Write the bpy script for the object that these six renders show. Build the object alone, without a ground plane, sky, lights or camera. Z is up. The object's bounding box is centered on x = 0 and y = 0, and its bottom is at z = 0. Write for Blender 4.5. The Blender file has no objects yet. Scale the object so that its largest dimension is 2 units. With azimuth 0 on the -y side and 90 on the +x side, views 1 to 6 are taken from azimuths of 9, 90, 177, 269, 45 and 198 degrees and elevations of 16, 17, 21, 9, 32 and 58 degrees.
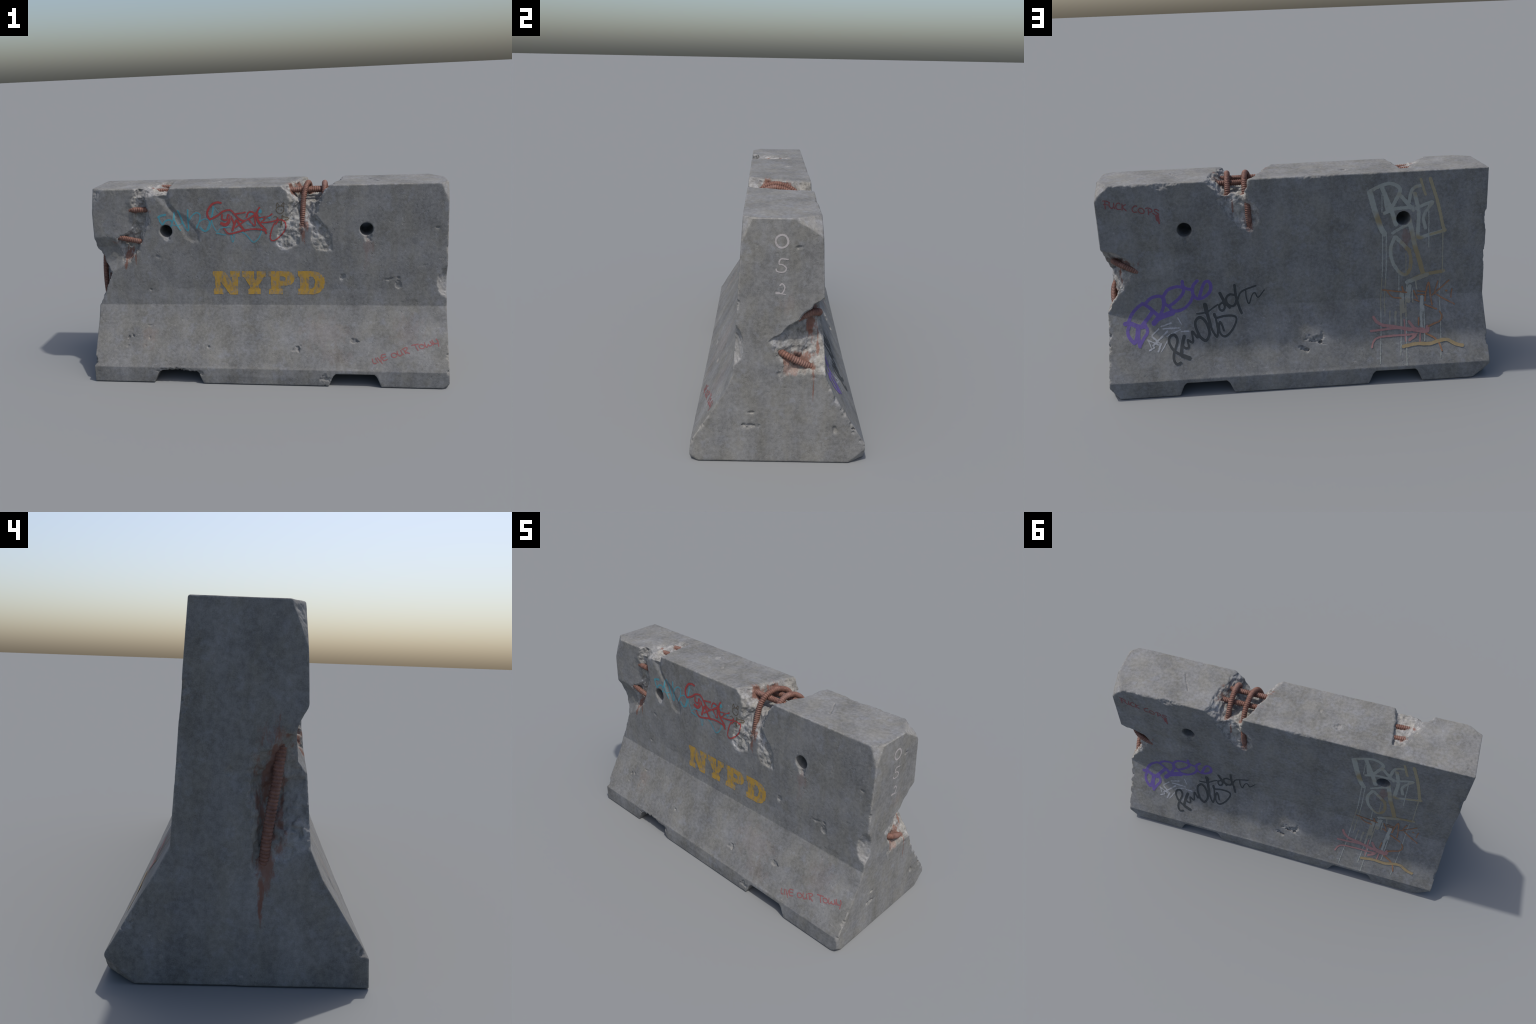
"""Damaged, graffitied concrete road barrier with exposed rusty reinforcement.

The concrete body is described as a solid: a cross-section swept along x, minus
fork slots, drill holes, worn corners, chips and rough breaks.  The solid is then
surfaced, roughened and shaded.  Bars are swept tubes, paint is a thin skin laid
over the concrete along hand-drawn stroke centre lines.
Units: metres, z up, barrier length along x, front = -y.
"""
import bpy, math
import numpy as np
from mathutils import Vector
from mathutils.bvhtree import BVHTree

# ------------------------------------------------------------------ dimensions
STEP = 0.0038                    # surfacing step of the concrete
HALF_LENGTH = 0.9955
HEIGHT = 1.081
PROFILE = [(0.381, 0.0), (0.376, 0.090), (0.195, 0.406), (0.157, HEIGHT)]   # half section (y, z)

# ------------------------------------------------------------------ noise
def _hash(ix, iy, iz, seed):
    h = (ix.astype(np.int64) * 374761393 + iy.astype(np.int64) * 668265263
         + iz.astype(np.int64) * 2147483647 + seed * 974634777)
    h = (h ^ (h >> 13)) * 1274126177
    h = h ^ (h >> 16)
    return (h & 0xFFFF).astype(np.float32) / 32767.5 - 1.0


def value_noise(p, seed=0):
    i = np.floor(p)
    f = (p - i).astype(np.float32)
    f = f * f * f * (f * (f * 6 - 15) + 10)
    ix, iy, iz = (i[..., k].astype(np.int32) for k in range(3))
    fx, fy, fz = f[..., 0], f[..., 1], f[..., 2]
    out = 0
    for dx in (0, 1):
        wx = fx if dx else 1 - fx
        for dy in (0, 1):
            wy = fy if dy else 1 - fy
            for dz in (0, 1):
                wz = fz if dz else 1 - fz
                out = out + wx * wy * wz * _hash(ix + dx, iy + dy, iz + dz, seed)
    return out


def fbm(p, scale, octaves=3, seed=0, gain=0.5):
    total, amp = 0, 1.0
    for o in range(octaves):
        total = total + amp * value_noise(p * scale + 17.3 * o, seed + o)
        scale *= 2.03
        amp *= gain
    return total


# ------------------------------------------------------------------ distance helpers
def polygon_distance(px, py, pts):
    """Signed distance to a closed 2D polygon (negative inside)."""
    d = np.full(np.broadcast(px, py).shape, 1e9, np.float32)
    inside = np.zeros(d.shape, bool)
    n = len(pts)
    for k in range(n):
        ax, ay = pts[k]
        bx, by = pts[(k + 1) % n]
        ex, ey = bx - ax, by - ay
        t = np.clip(((px - ax) * ex + (py - ay) * ey) / (ex * ex + ey * ey + 1e-12), 0, 1)
        d = np.minimum(d, (px - ax - t * ex) ** 2 + (py - ay - t * ey) ** 2)
        if ay != by:
            cross = ((ay > py) != (by > py)) & (px < ex * (py - ay) / (by - ay) + ax)
            inside ^= cross
    d = np.sqrt(d)
    return np.where(inside, -d, d).astype(np.float32)


def smooth_max(a, b, k):
    h = np.maximum(k - np.abs(a - b), 0.0) / k
    return np.maximum(a, b) + h * h * k * 0.25


class Solid:
    """Distance samples of the concrete on a regular lattice."""

    def __init__(self):
        s = STEP
        self.x = np.arange(-1.03, 1.03 + s, s, dtype=np.float32)
        self.y = np.arange(-0.405, 0.405 + s, s, dtype=np.float32)
        # the lattice is shifted so that z = 0 falls between two samples
        self.z = np.arange(-0.5 * s - 3 * s, 1.105 + s, s, dtype=np.float32)
        self.d = None

    def box(self, lo, hi):
        sl = []
        for axis, a, b in zip((self.x, self.y, self.z), lo, hi):
            i0 = max(int(np.searchsorted(axis, a)) - 1, 0)
            i1 = min(int(np.searchsorted(axis, b)) + 1, len(axis))
            sl.append(slice(i0, i1))
        X = self.x[sl[0]][:, None, None]
        Y = self.y[sl[1]][None, :, None]
        Z = self.z[sl[2]][None, None, :]
        return tuple(sl), X, Y, Z

    def points(self, X, Y, Z):
        X, Y, Z = np.broadcast_arrays(X, Y, Z)
        return np.stack([X, Y, Z], -1)

    def remove(self, lo, hi, cutter, rough=0.0, freq=28.0, seed=1, soft=0.003, octaves=3):
        sl, X, Y, Z = self.box(lo, hi)
        c = cutter(X, Y, Z)
        if rough:
            # noise only where the cutter passes close to the concrete
            n = fbm(self.points(X, Y, Z), freq, octaves, seed)
            c = c + rough * n
        self.d[sl] = smooth_max(self.d[sl], (-c).astype(np.float32), soft)

    def sample(self, grid, p):
        i = np.clip(np.rint((p[:, 0] - self.x[0]) / STEP).astype(int), 0, len(self.x) - 1)
        j = np.clip(np.rint((p[:, 1] - self.y[0]) / STEP).astype(int), 0, len(self.y) - 1)
        k = np.clip(np.rint((p[:, 2] - self.z[0]) / STEP).astype(int), 0, len(self.z) - 1)
        return grid[i, j, k]

    def surface(self):
        """Dual surface: one vertex per crossed cell, one quad per crossed lattice edge."""
        d = self.d
        ins = (d < 0).astype(np.int8)
        cnt = np.zeros(tuple(n - 1 for n in d.shape), np.int8)
        corners = [(a, b, c) for a in (0, 1) for b in (0, 1) for c in (0, 1)]
        nx, ny, nz = cnt.shape
        for a, b, c in corners:
            cnt += ins[a:a + nx, b:b + ny, c:c + nz]
        I, J, K = np.nonzero((cnt > 0) & (cnt < 8))
        vals = np.stack([d[I + a, J + b, K + c] for a, b, c in corners], 1).astype(np.float64)
        acc = np.zeros((len(I), 3))
        num = np.zeros(len(I))
        cor = np.array(corners, float)
        for p in range(8):
            for q in range(p + 1, 8):
                if abs(cor[p] - cor[q]).sum() != 1:
                    continue
                va, vb = vals[:, p], vals[:, q]
                m = (va < 0) != (vb < 0)
                t = np.where(m, va / np.where(m, va - vb, 1), 0)
                acc += np.where(m[:, None], cor[p] + t[:, None] * (cor[q] - cor[p]), 0)
                num += m
        local = acc / num[:, None]
        verts = np.stack([self.x[I] + local[:, 0] * STEP, self.y[J] + local[:, 1] * STEP,
                          self.z[K] + local[:, 2] * STEP], 1)
        index = np.full(cnt.shape, -1, np.int32)
        index[I, J, K] = np.arange(len(I))
        quads = []
        for axis in range(3):
            u, v = [(1, 2), (2, 0), (0, 1)][axis]
            n = list(d.shape)
            lo = [slice(0, s) for s in n]
            hi = [slice(0, s) for s in n]
            lo[axis] = slice(0, n[axis] - 1)
            hi[axis] = slice(1, n[axis])
            a, b = ins[tuple(lo)], ins[tuple(hi)]
            e = np.stack(np.nonzero(a != b), 1)
            inner = (e[:, u] > 0) & (e[:, v] > 0) & (e[:, u] < n[u] - 1) & (e[:, v] < n[v] - 1)
            e = e[inner]
            flip = a[e[:, 0], e[:, 1], e[:, 2]] == 0
            def cell(du, dv):
                c = e.copy()
                c[:, u] -= du
                c[:, v] -= dv
                return index[c[:, 0], c[:, 1], c[:, 2]]
            q = np.stack([cell(1, 1), cell(0, 1), cell(0, 0), cell(1, 0)], 1)
            q[flip] = q[flip][:, ::-1]
            quads.append(q)
        return verts, np.concatenate(quads)


# ------------------------------------------------------------------ cutter shapes
def wedge(inside, *facets):
    """Convex cutter bounded by planes, each given by three points."""
    planes = []
    for a, b, c in facets:
        a, b, c = (np.array(q, float) for q in (a, b, c))
        n = np.cross(b - a, c - a)
        n /= np.linalg.norm(n)
        if (np.array(inside) - a) @ n > 0:
            n = -n
        planes.append((n, n @ a))

    def f(X, Y, Z):
        return np.maximum.reduce([n[0] * X + n[1] * Y + n[2] * Z - w + 0 * X * Y * Z for n, w in planes])
    return f


def ellipsoid(c, r, turn=0.0):
    """Ellipsoid, optionally turned about y by `turn` degrees (in the x-z plane)."""
    cs, sn = math.cos(math.radians(turn)), math.sin(math.radians(turn))

    def f(X, Y, Z):
        a, b, h = X - c[0], Y - c[1], Z - c[2]
        a, h = a * cs + h * sn, h * cs - a * sn
        k = np.sqrt((a / r[0]) ** 2 + (b / r[1]) ** 2 + (h / r[2]) ** 2)
        return (k - 1.0) * min(r)
    return f


def face_y(z):
    """Half width of the undamaged section at height z."""
    ys = [p[0] for p in PROFILE]
    zs = [p[1] for p in PROFILE]
    return np.interp(z, zs, ys)


def hollow(outline, depths, slope, front=-1):
    """Shallow break in a long face: an (x, z) outline, its depth by height, side slope."""
    zs, ds = zip(*depths)

    def f(X, Y, Z):
        sd = polygon_distance(X[:, 0, :], Z[:, 0, :] + 0 * X[:, 0, :], outline)
        most = np.interp(Z[:, 0, :] + 0 * X[:, 0, :], zs, ds)
        depth = np.where(sd < 0, np.minimum(-sd * slope, most), -sd * 0.8)
        into = face_y(Z) - front * Y          # distance below the face
        return (into - depth[:, None, :]) * 0.75
    return f


# ------------------------------------------------------------------ the concrete solid
def build_solid():
    S = Solid()
    Y, Z = np.meshgrid(S.y, S.z, indexing="ij")
    section = [(y, z) for y, z in PROFILE] + [(-y, z) for y, z in reversed(PROFILE)]
    sec = polygon_distance(Y, Z, section)
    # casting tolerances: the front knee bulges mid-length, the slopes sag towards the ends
    tent = lambda v, a, b, c: np.clip(np.minimum((v - a) / (b - a), (c - v) / (c - b)), 0, 1)
    x = S.x[:, None, None]
    z3 = Z[None]
    front = (Y < 0)[None]
    bulge = np.where(front, 0.009 * (1 - x ** 2), 0.0) * tent(z3, 0.33, 0.405, 0.50)
    bulge = bulge - np.where(front | (x > 0), 0.011, 0.004) * np.abs(x) ** 4 * tent(z3, 0.10, 0.32, 0.41)
    bulge = bulge - 0.006 * (1 - x ** 2) * tent(z3, 0.045, 0.10, 0.26)
    # the -x end is cast slightly askew
    yy = Y[None]
    flare = 0.0035 * np.clip(1 - z3 / 0.4, 0, 1)
    end = (np.where(x > 0, x - HALF_LENGTH, -x - (0.9945 + 0.003 * yy / 0.3)) - flare * np.where(x > 0, 1.0, np.where(front, 1.0, 0.3))).astype(np.float32)
    r = 0.004
    a = (sec[None] - bulge * 0.93).astype(np.float32) + r
    b = end + r
    S.d = (np.minimum(np.maximum(a, b), 0) + np.sqrt(np.maximum(a, 0) ** 2 + np.maximum(b, 0) ** 2) - r).astype(np.float32)

    # fork slots through the foot
    for cx in (-0.4955, 0.4955):
        slot = [(cx - 0.144, -0.05), (cx - 0.142, 0.0), (cx - 0.118, 0.056), (cx - 0.104, 0.069), (cx + 0.104, 0.069),
                (cx + 0.118, 0.056), (cx + 0.142, 0.0), (cx + 0.144, -0.05)]
        S.remove((cx - 0.2, -0.41, -0.1), (cx + 0.2, 0.41, 0.1),
                 lambda X, Y, Z: polygon_distance(X[:, :, 0], Z[0] + 0 * X[:, :, 0], slot)[:, None, :] + 0 * Y, soft=0.005)
    # drill holes through the stem
    for cx in (-0.562, 0.562):
        S.remove((cx - 0.06, -0.25, 0.77), (cx + 0.06, 0.25, 0.9),
                 lambda X, Y, Z: np.sqrt((X - cx) ** 2 + (Z - 0.837) ** 2) - 0.0365 + 0 * Y, soft=0.004)
    # shallow scar running down from the trough
    S.remove((-0.66, -0.22, 0.74), (-0.33, -0.1, 1.10), hollow(
        [(-0.62, 1.04), (-0.53, 1.06), (-0.530, 1.00), (-0.497, 0.955), (-0.43, 0.915), (-0.365, 0.83), (-0.372, 0.775), (-0.405, 0.768),
         (-0.452, 0.795), (-0.49, 0.87), (-0.525, 0.93), (-0.58, 0.99)],
        [(0.75, 0.004), (0.85, 0.006), (0.95, 0.007), (1.04, 0.013)], 0.40), 0.0010, 24, 23)
    # old loss between the -x end and the front spall, long since weathered
    S.remove((-1.05, -0.25, 0.5), (-0.74, 0.0, 0.86), hollow(
        [(-1.04, 0.802), (-0.90, 0.806), (-0.83, 0.795), (-0.775, 0.74), (-0.775, 0.675), (-0.835, 0.632), (-0.905, 0.600), (-1.04, 0.54)],
        [(0.50, 0.020), (0.75, 0.034), (0.80, 0.03)], 0.55), 0.0012, 26, 25)
    # gentle lead-in on the end side of the front spalls
    S.remove((-0.92, -0.25, 0.72), (-0.62, 0.0, 1.08), hollow(
        [(-0.73, 1.045), (-0.79, 1.00), (-0.835, 0.94), (-0.86, 0.87), (-0.88, 0.80), (-0.79, 0.75), (-0.71, 0.79), (-0.668, 0.88),
         (-0.664, 0.95), (-0.68, 1.03)],
        [(0.70, 0.024), (1.05, 0.024)], 0.34), 0.001, 26, 24)
    # shallow sag in the back face beside the +x bite
    S.remove((0.45, 0.1, 0.45), (0.95, 0.25, 0.85), hollow(
        [(0.93, 0.77), (0.72, 0.785), (0.55, 0.745), (0.51, 0.70), (0.60, 0.645), (0.80, 0.590), (0.93, 0.54)],
        [(0.45, 0.010), (0.85, 0.012)], 0.22, 1), 0.0, 26, 26)
    # long ramp leading into the crest trough
    S.remove((-0.80, -0.25, 0.98), (-0.60, 0.14, 1.12), wedge(
        (-0.68, -0.15, 1.12),
        ((-0.740, -0.157, HEIGHT + 0.002), (-0.640, 0.06, HEIGHT + 0.002), (-0.610, -0.157, 1.044)),
        ((-0.668, -0.157, 1.08), (-0.630, 0.06, 1.08), (-0.650, -0.157, 1.00)),
        ((-0.740, 0.085, HEIGHT), (-0.640, 0.075, HEIGHT), (-0.66, 0.055, 1.05))), 0.0012, 30, 27)
    plain = S.d.copy()

    # ---- worn corners: flat facets knocked off the arrises
    L = HALF_LENGTH
    corners = [
        # top, +x end, back
        ((0.9, 0.0, 1.0), (1.1, 0.3, 1.2), (1.05, 0.2, 1.12),
         ((0.915, 0.157, HEIGHT + 0.002), (L, 0.045, HEIGHT + 0.002), (L, 0.162, 1.005)), 0.003),
        # top, +x end, front
        ((0.9, -0.25, 0.9), (1.1, 0.0, 1.2), (1.05, -0.2, 1.12),
         ((0.95, -0.157, HEIGHT + 0.002), (L, -0.118, HEIGHT + 0.002), (L, -0.166, 0.965)), 0.002),
        # top, -x end, front
        ((-1.1, -0.3, 0.85), (-0.8, 0.0, 1.2), (-1.05, -0.2, 1.1),
         ((-0.915, -0.157, HEIGHT + 0.002), (-0.988, -0.115, HEIGHT + 0.002), (-0.986, -0.167, 0.95)), 0.002),
        # foot corners
        ((0.9, 0.2, -0.1), (1.1, 0.45, 0.2), (1.05, 0.42, -0.05),
         ((L, 0.376, 0.066), (L, 0.312, 0.0), (0.945, 0.381, 0.0)), 0.002),
        ((-1.1, 0.2, -0.1), (-0.8, 0.45, 0.2), (-1.05, 0.42, -0.05),
         ((-L, 0.3765, 0.080), (-L, 0.292, 0.0), (-0.905, 0.381, 0.0)), 0.001),
        ((0.9, -0.45, -0.1), (1.1, -0.3, 0.1), (1.05, -0.42, -0.05),
         ((L, -0.380, 0.03), (L, -0.345, 0.0), (0.962, -0.381, 0.0)), 0.001),
    ]
    for k, (lo, hi, inside, plane, rough) in enumerate(corners):
        S.remove(lo, hi, wedge(inside, plane), rough, 30, 40 + k)

    # ---- chips along arrises and pock marks: centre, radii, roughness, turn
    B = lambda z: float(face_y(z))
    chips = [
        # spalled back top edge
        ((-0.07, 0.176, 1.098), (0.23, 0.027, 0.036), 0.003, 0), ((-0.16, 0.168, 1.094), (0.08, 0.016, 0.022), 0.003, 0),
        ((0.640, 0.172, 1.094), (0.095, 0.026, 0.042), 0.004, 0), ((0.672, 0.168, 1.082), (0.035, 0.022, 0.034), 0.003, 0),
        ((0.80, 0.166, 1.092), (0.14, 0.016, 0.022), 0.003, 0), ((-0.40, 0.166, 1.090), (0.16, 0.012, 0.016), 0.003, 0),
        # front top edge
        ((0.46, -0.166, 1.092), (0.08, 0.014, 0.016), 0.003, 0), ((0.84, -0.166, 1.091), (0.12, 0.012, 0.014), 0.003, 0),
        ((0.02, -0.166, 1.092), (0.09, 0.014, 0.018), 0.003, 0), ((-0.22, -0.165, 1.092), (0.10, 0.011, 0.012), 0.003, 0),
        # bite out of the +x end, front corner
        ((1.014, -0.205, 0.545), (0.078, 0.056, 0.098), 0.0015, 0),
        # +x front arris
        ((1.004, -0.175, 0.915), (0.014, 0.012, 0.045), 0.003, 0), ((1.004, -0.177, 0.80), (0.013, 0.013, 0.030), 0.003, 0),
        ((1.004, -0.180, 0.722), (0.016, 0.015, 0.026), 0.003, 0), ((1.003, -0.172, 0.86), (0.010, 0.010, 0.014), 0.002, 0),
        ((1.004, -0.305, 0.24), (0.020, 0.022, 0.034), 0.004, 0), ((1.004, -0.338, 0.168), (0.024, 0.022, 0.022), 0.004, 0),
        ((1.002, -0.382, 0.095), (0.022, 0.018, 0.022), 0.004, 0), ((1.004, -0.25, 0.33), (0.012, 0.014, 0.05), 0.003, 0),
        # +x back arris, foot
        ((1.004, 0.215, 0.375), (0.016, 0.016, 0.034), 0.004, 0), ((1.004, 0.25, 0.305), (0.020, 0.018, 0.032), 0.005, 0),
        ((1.004, 0.285, 0.25), (0.020, 0.020, 0.026), 0.005, 0), ((1.005, 0.325, 0.185), (0.024, 0.020, 0.036), 0.005, 0),
        ((1.004, 0.372, 0.11), (0.018, 0.018, 0.026), 0.004, 0),
        # -x back arris
        ((-1.006, 0.176, 0.812), (0.028, 0.030, 0.055), 0.003, 0), ((-1.004, 0.186, 0.62), (0.014, 0.022, 0.075), 0.003, 0),
        ((-1.004, 0.32, 0.205), (0.016, 0.026, 0.05), 0.003, 0), ((-1.004, 0.382, 0.10), (0.012, 0.012, 0.03), 0.003, 0),
        # -x front arris
        ((-1.002, -0.362, 0.120), (0.028, 0.026, 0.030), 0.004, 0), ((-1.003, -0.24, 0.34), (0.010, 0.012, 0.06), 0.003, 0),
        # slot mouths
        ((0.335, -0.386, 0.045), (0.034, 0.012, 0.038), 0.004, 0), ((-0.52, -0.386, 0.070), (0.095, 0.030, 0.018), 0.004, 0),
        ((-0.385, -0.384, 0.062), (0.03, 0.014, 0.022), 0.004, 0),
        # chips under the drill holes
        ((0.570, -0.178, 0.795), (0.020, 0.016, 0.026), 0.002, 0), ((-0.556, -0.178, 0.802), (0.020, 0.016, 0.022), 0.002, 0),
        ((0.557, 0.180, 0.795), (0.018, 0.018, 0.028), 0.002, 0),
        # pock marks, front foot
        ((0.176, -B(0.193), 0.193), (0.020, 0.013, 0.016), 0.004, 0), ((0.196, -B(0.205), 0.205), (0.007, 0.007, 0.006), 0.001, 0),
        ((0.158, -B(0.190), 0.186), (0.008, 0.007, 0.012), 0.002, 0),
        ((-0.802, -B(0.191), 0.191), (0.013, 0.010, 0.008), 0.002, 30), ((-0.780, -B(0.25), 0.252), (0.007, 0.008, 0.020), 0.002, 20),
        ((-0.800, -B(0.243), 0.238), (0.006, 0.007, 0.016), 0.002, -25), ((-0.678, -B(0.298), 0.298), (0.014, 0.007, 0.005), 0.002, 0),
        ((-0.676, -B(0.238), 0.238), (0.006, 0.006, 0.010), 0.001, 0), ((-0.700, -B(0.20), 0.20), (0.010, 0.005, 0.004), 0.001, -40),
        ((-0.330, -B(0.197), 0.197), (0.014, 0.009, 0.007), 0.002, -40), ((0.496, -B(0.237), 0.237), (0.022, 0.009, 0.020), 0.003, 20),
        # pock marks, front stem
        ((0.430, -B(0.572), 0.572), (0.014, 0.009, 0.016), 0.002, -30), ((0.734, -B(0.568), 0.566), (0.008, 0.009, 0.008), 0.001, 0),
        ((0.682, -B(0.555), 0.556), (0.024, 0.006, 0.006), 0.002, 12), ((0.735, -B(0.528), 0.525), (0.016, 0.006, 0.020), 0.002, 0),
        ((-0.674, -B(0.497), 0.497), (0.007, 0.008, 0.007), 0.001, 0), ((0.936, -B(0.843), 0.843), (0.010, 0.006, 0.006), 0.001, 0),
        ((-0.62, -B(0.70), 0.69), (0.012, 0.004, 0.008), 0.001, 0),
        # pock marks, back foot
        ((-0.095, B(0.238), 0.236), (0.045, 0.012, 0.018), 0.006, 32), ((-0.02, B(0.196), 0.200), (0.030, 0.012, 0.014), 0.006, 36),
        ((-0.055, B(0.24), 0.250), (0.050, 0.006, 0.030), 0.004, 25), ((-0.118, B(0.25), 0.255), (0.014, 0.010, 0.018), 0.004, 0),
        # pock marks, end faces
        ((L, 0.068, 0.965), (0.007, 0.014, 0.008), 0.001, 0), ((L, -0.114, 0.236), (0.006, 0.014, 0.006), 0.001, 0),
        ((L, 0.242, 0.158), (0.007, 0.010, 0.016), 0.001, 0), ((L, -0.12, 0.175), (0.006, 0.028, 0.010), 0.003, 0),
        ((-L, 0.038, 0.621), (0.006, 0.010, 0.012), 0.001, 0),
        # nicks in the top
        ((-0.26, 0.05, HEIGHT), (0.020, 0.014, 0.006), 0.003, 0), ((-0.955, 0.115, HEIGHT), (0.006, 0.008, 0.006), 0.001, 0),
        ((-0.965, 0.065, HEIGHT), (0.005, 0.006, 0.005), 0.001, 0), ((-0.15, -0.02, HEIGHT), (0.008, 0.020, 0.004), 0.002, 0),
    ]
    for k, (c, rr, rough, turn) in enumerate(chips):
        m = max(rr) * 1.3 + 0.01
        S.remove([q - m for q in c], [q + m for q in c], ellipsoid(c, rr, turn), rough * 1.5, 75, 60 + k, soft=0.003)
    # hairline crack across the top
    crack = [(0.575, 0.055), (0.598, 0.012), (0.610, -0.004), (0.628, -0.048)]
    def crack_cut(X, Y, Z):
        d = 1e9
        for (ax, ay), (bx, by) in zip(crack[:-1], crack[1:]):
            t = np.clip(((X - ax) * (bx - ax) + (Y - ay) * (by - ay)) / ((bx - ax) ** 2 + (by - ay) ** 2), 0, 1)
            d = np.minimum(d, np.hypot(X - ax - t * (bx - ax), Y - ay - t * (by - ay)))
        return np.hypot(d, (Z - HEIGHT) * 0.6) - 0.0035
    S.remove((0.55, -0.08, 1.06), (0.66, 0.08, 1.1), crack_cut, 0.001, 80, 7, soft=0.002)
    # bite out of the -x end, front corner
    S.remove((-1.1, -0.30, 0.3), (-0.8, 0.15, 0.9), wedge(
        (-1.0, -0.19, 0.6),
        ((-L, -0.175, 0.805), (-0.903, -0.186, 0.61), (-L, -0.065, 0.70)),
        ((-L, -0.200, 0.395), (-0.903, -0.188, 0.585), (-L, -0.065, 0.335)),
        ((-L, -0.012, 0.64), (-L, -0.034, 0.37), (-0.915, -0.070, 0.53))), 0.008, 30, 29)
    worn = S.d.copy()

    # ---- rough breaks
    BREAKS(S)
    return S, plain, worn


def BREAKS(S):
    L = HALF_LENGTH
    # notch through the crest
    S.remove((0.0, -0.25, 0.88), (0.55, 0.25, 1.12), wedge(
        (0.28, 0, 1.1),
        ((0.098, -0.157, HEIGHT + 0.002), (0.222, 0.157, HEIGHT + 0.002), (0.200, 0.0, 0.985)),
        ((0.098, -0.157, HEIGHT + 0.002), (0.100, 0.0, HEIGHT + 0.002), (0.192, -0.157, 0.99)),
        ((0.374, -0.157, HEIGHT + 0.002), (0.418, 0.012, HEIGHT + 0.002), (0.304, -0.157, 1.01)),
        ((0.420, 0.012, HEIGHT + 0.002), (0.440, 0.160, HEIGHT + 0.002), (0.380, 0.160, 0.975)),
        ((0.0, -0.157, 0.978), (0.5, -0.157, 0.985), (0.2, 0.157, 0.996))), 0.006, 26, 3)
    # spalled front face below the notch: two lobes round a sound tongue
    S.remove((0.02, -0.25, 0.68), (0.44, 0.0, 1.12), hollow(
        [(0.10, 1.10), (0.128, 1.05), (0.146, 0.996), (0.108, 0.91), (0.072, 0.82), (0.066, 0.76), (0.086, 0.727), (0.13, 0.732),
         (0.185, 0.749), (0.205, 0.80), (0.238, 0.855), (0.262, 0.85), (0.256, 0.775), (0.285, 0.722), (0.335, 0.716),
         (0.376, 0.722), (0.373, 0.805), (0.342, 0.858), (0.291, 0.918), (0.334, 1.03), (0.40, 1.10)],
        [(0.70, 0.006), (0.78, 0.009), (0.86, 0.015), (0.90, 0.026), (0.96, 0.052), (1.05, 0.12)], 1.1), 0.0040, 34, 11)
    # spalled back face below the notch
    S.remove((0.12, 0.0, 0.76), (0.5, 0.25, 1.12), hollow(
        [(0.445, 1.10), (0.400, 1.032), (0.382, 0.962), (0.343, 0.899), (0.280, 0.826), (0.226, 0.807), (0.186, 0.850),
         (0.174, 0.91), (0.190, 0.955), (0.228, 0.985), (0.236, 1.02), (0.205, 1.10)],
        [(0.80, 0.014), (0.88, 0.024), (0.95, 0.030), (1.00, 0.040), (1.05, 0.09)], 0.7, 1), 0.004, 34, 13)
    # trough across the crest near the -x end
    S.remove((-0.80, -0.25, 0.98), (-0.45, 0.14, 1.12), wedge(
        (-0.6, -0.1, 1.1),
        ((-0.522, -0.157, HEIGHT + 0.002), (-0.556, 0.06, HEIGHT + 0.002), (-0.548, -0.157, 1.035)),
        ((-0.740, -0.157, HEIGHT + 0.002), (-0.640, 0.06, HEIGHT + 0.002), (-0.610, -0.157, 1.044)),
        ((-0.555, 0.085, HEIGHT + 0.002), (-0.640, 0.075, HEIGHT + 0.002), (-0.60, 0.055, 1.05)),
        ((-0.50, -0.157, 1.042), (-0.7, -0.157, 1.042), (-0.6, 0.08, 1.062))), 0.005, 30, 17)
    # chain of spalls down the front near the -x end
    S.remove((-0.93, -0.25, 0.60), (-0.55, 0.0, 1.12), hollow(
        [(-0.735, 1.10), (-0.752, 1.03), (-0.768, 0.975), (-0.774, 0.90), (-0.796, 0.85), (-0.862, 0.805), (-0.880, 0.745),
         (-0.840, 0.638), (-0.780, 0.660), (-0.722, 0.728), (-0.696, 0.80), (-0.658, 0.88), (-0.654, 0.95), (-0.666, 1.02),
         (-0.61, 1.045), (-0.57, 1.10)],
        [(0.62, 0.022), (0.72, 0.044), (0.80, 0.049), (0.88, 0.038), (0.95, 0.038), (1.03, 0.028), (1.08, 0.05)], 1.4), 0.005, 32, 19)
    # bite out of the +x end, back corner
    S.remove((0.75, -0.12, 0.33), (1.1, 0.3, 0.83), wedge(
        (0.99, 0.17, 0.6),
        ((L, 0.166, 0.752), (L, 0.030, 0.628), (0.880, 0.178, 0.715)),
        ((L, -0.030, 0.52), (L, 0.005, 0.42), (0.892, 0.182, 0.60)),
        ((L, 0.195, 0.415), (0.915, 0.187, 0.54), (L, 0.050, 0.405))), 0.007, 28, 31)
    S.remove((0.76, 0.05, 0.44), (1.05, 0.25, 0.80), hollow(
        [(1.04, 0.76), (0.96, 0.742), (0.850, 0.712), (0.814, 0.660), (0.824, 0.618), (0.900, 0.530), (0.97, 0.490), (1.04, 0.50)],
        [(0.45, 0.014), (0.55, 0.022), (0.65, 0.030), (0.72, 0.022)], 0.7, 1), 0.003, 34, 33)



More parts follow.
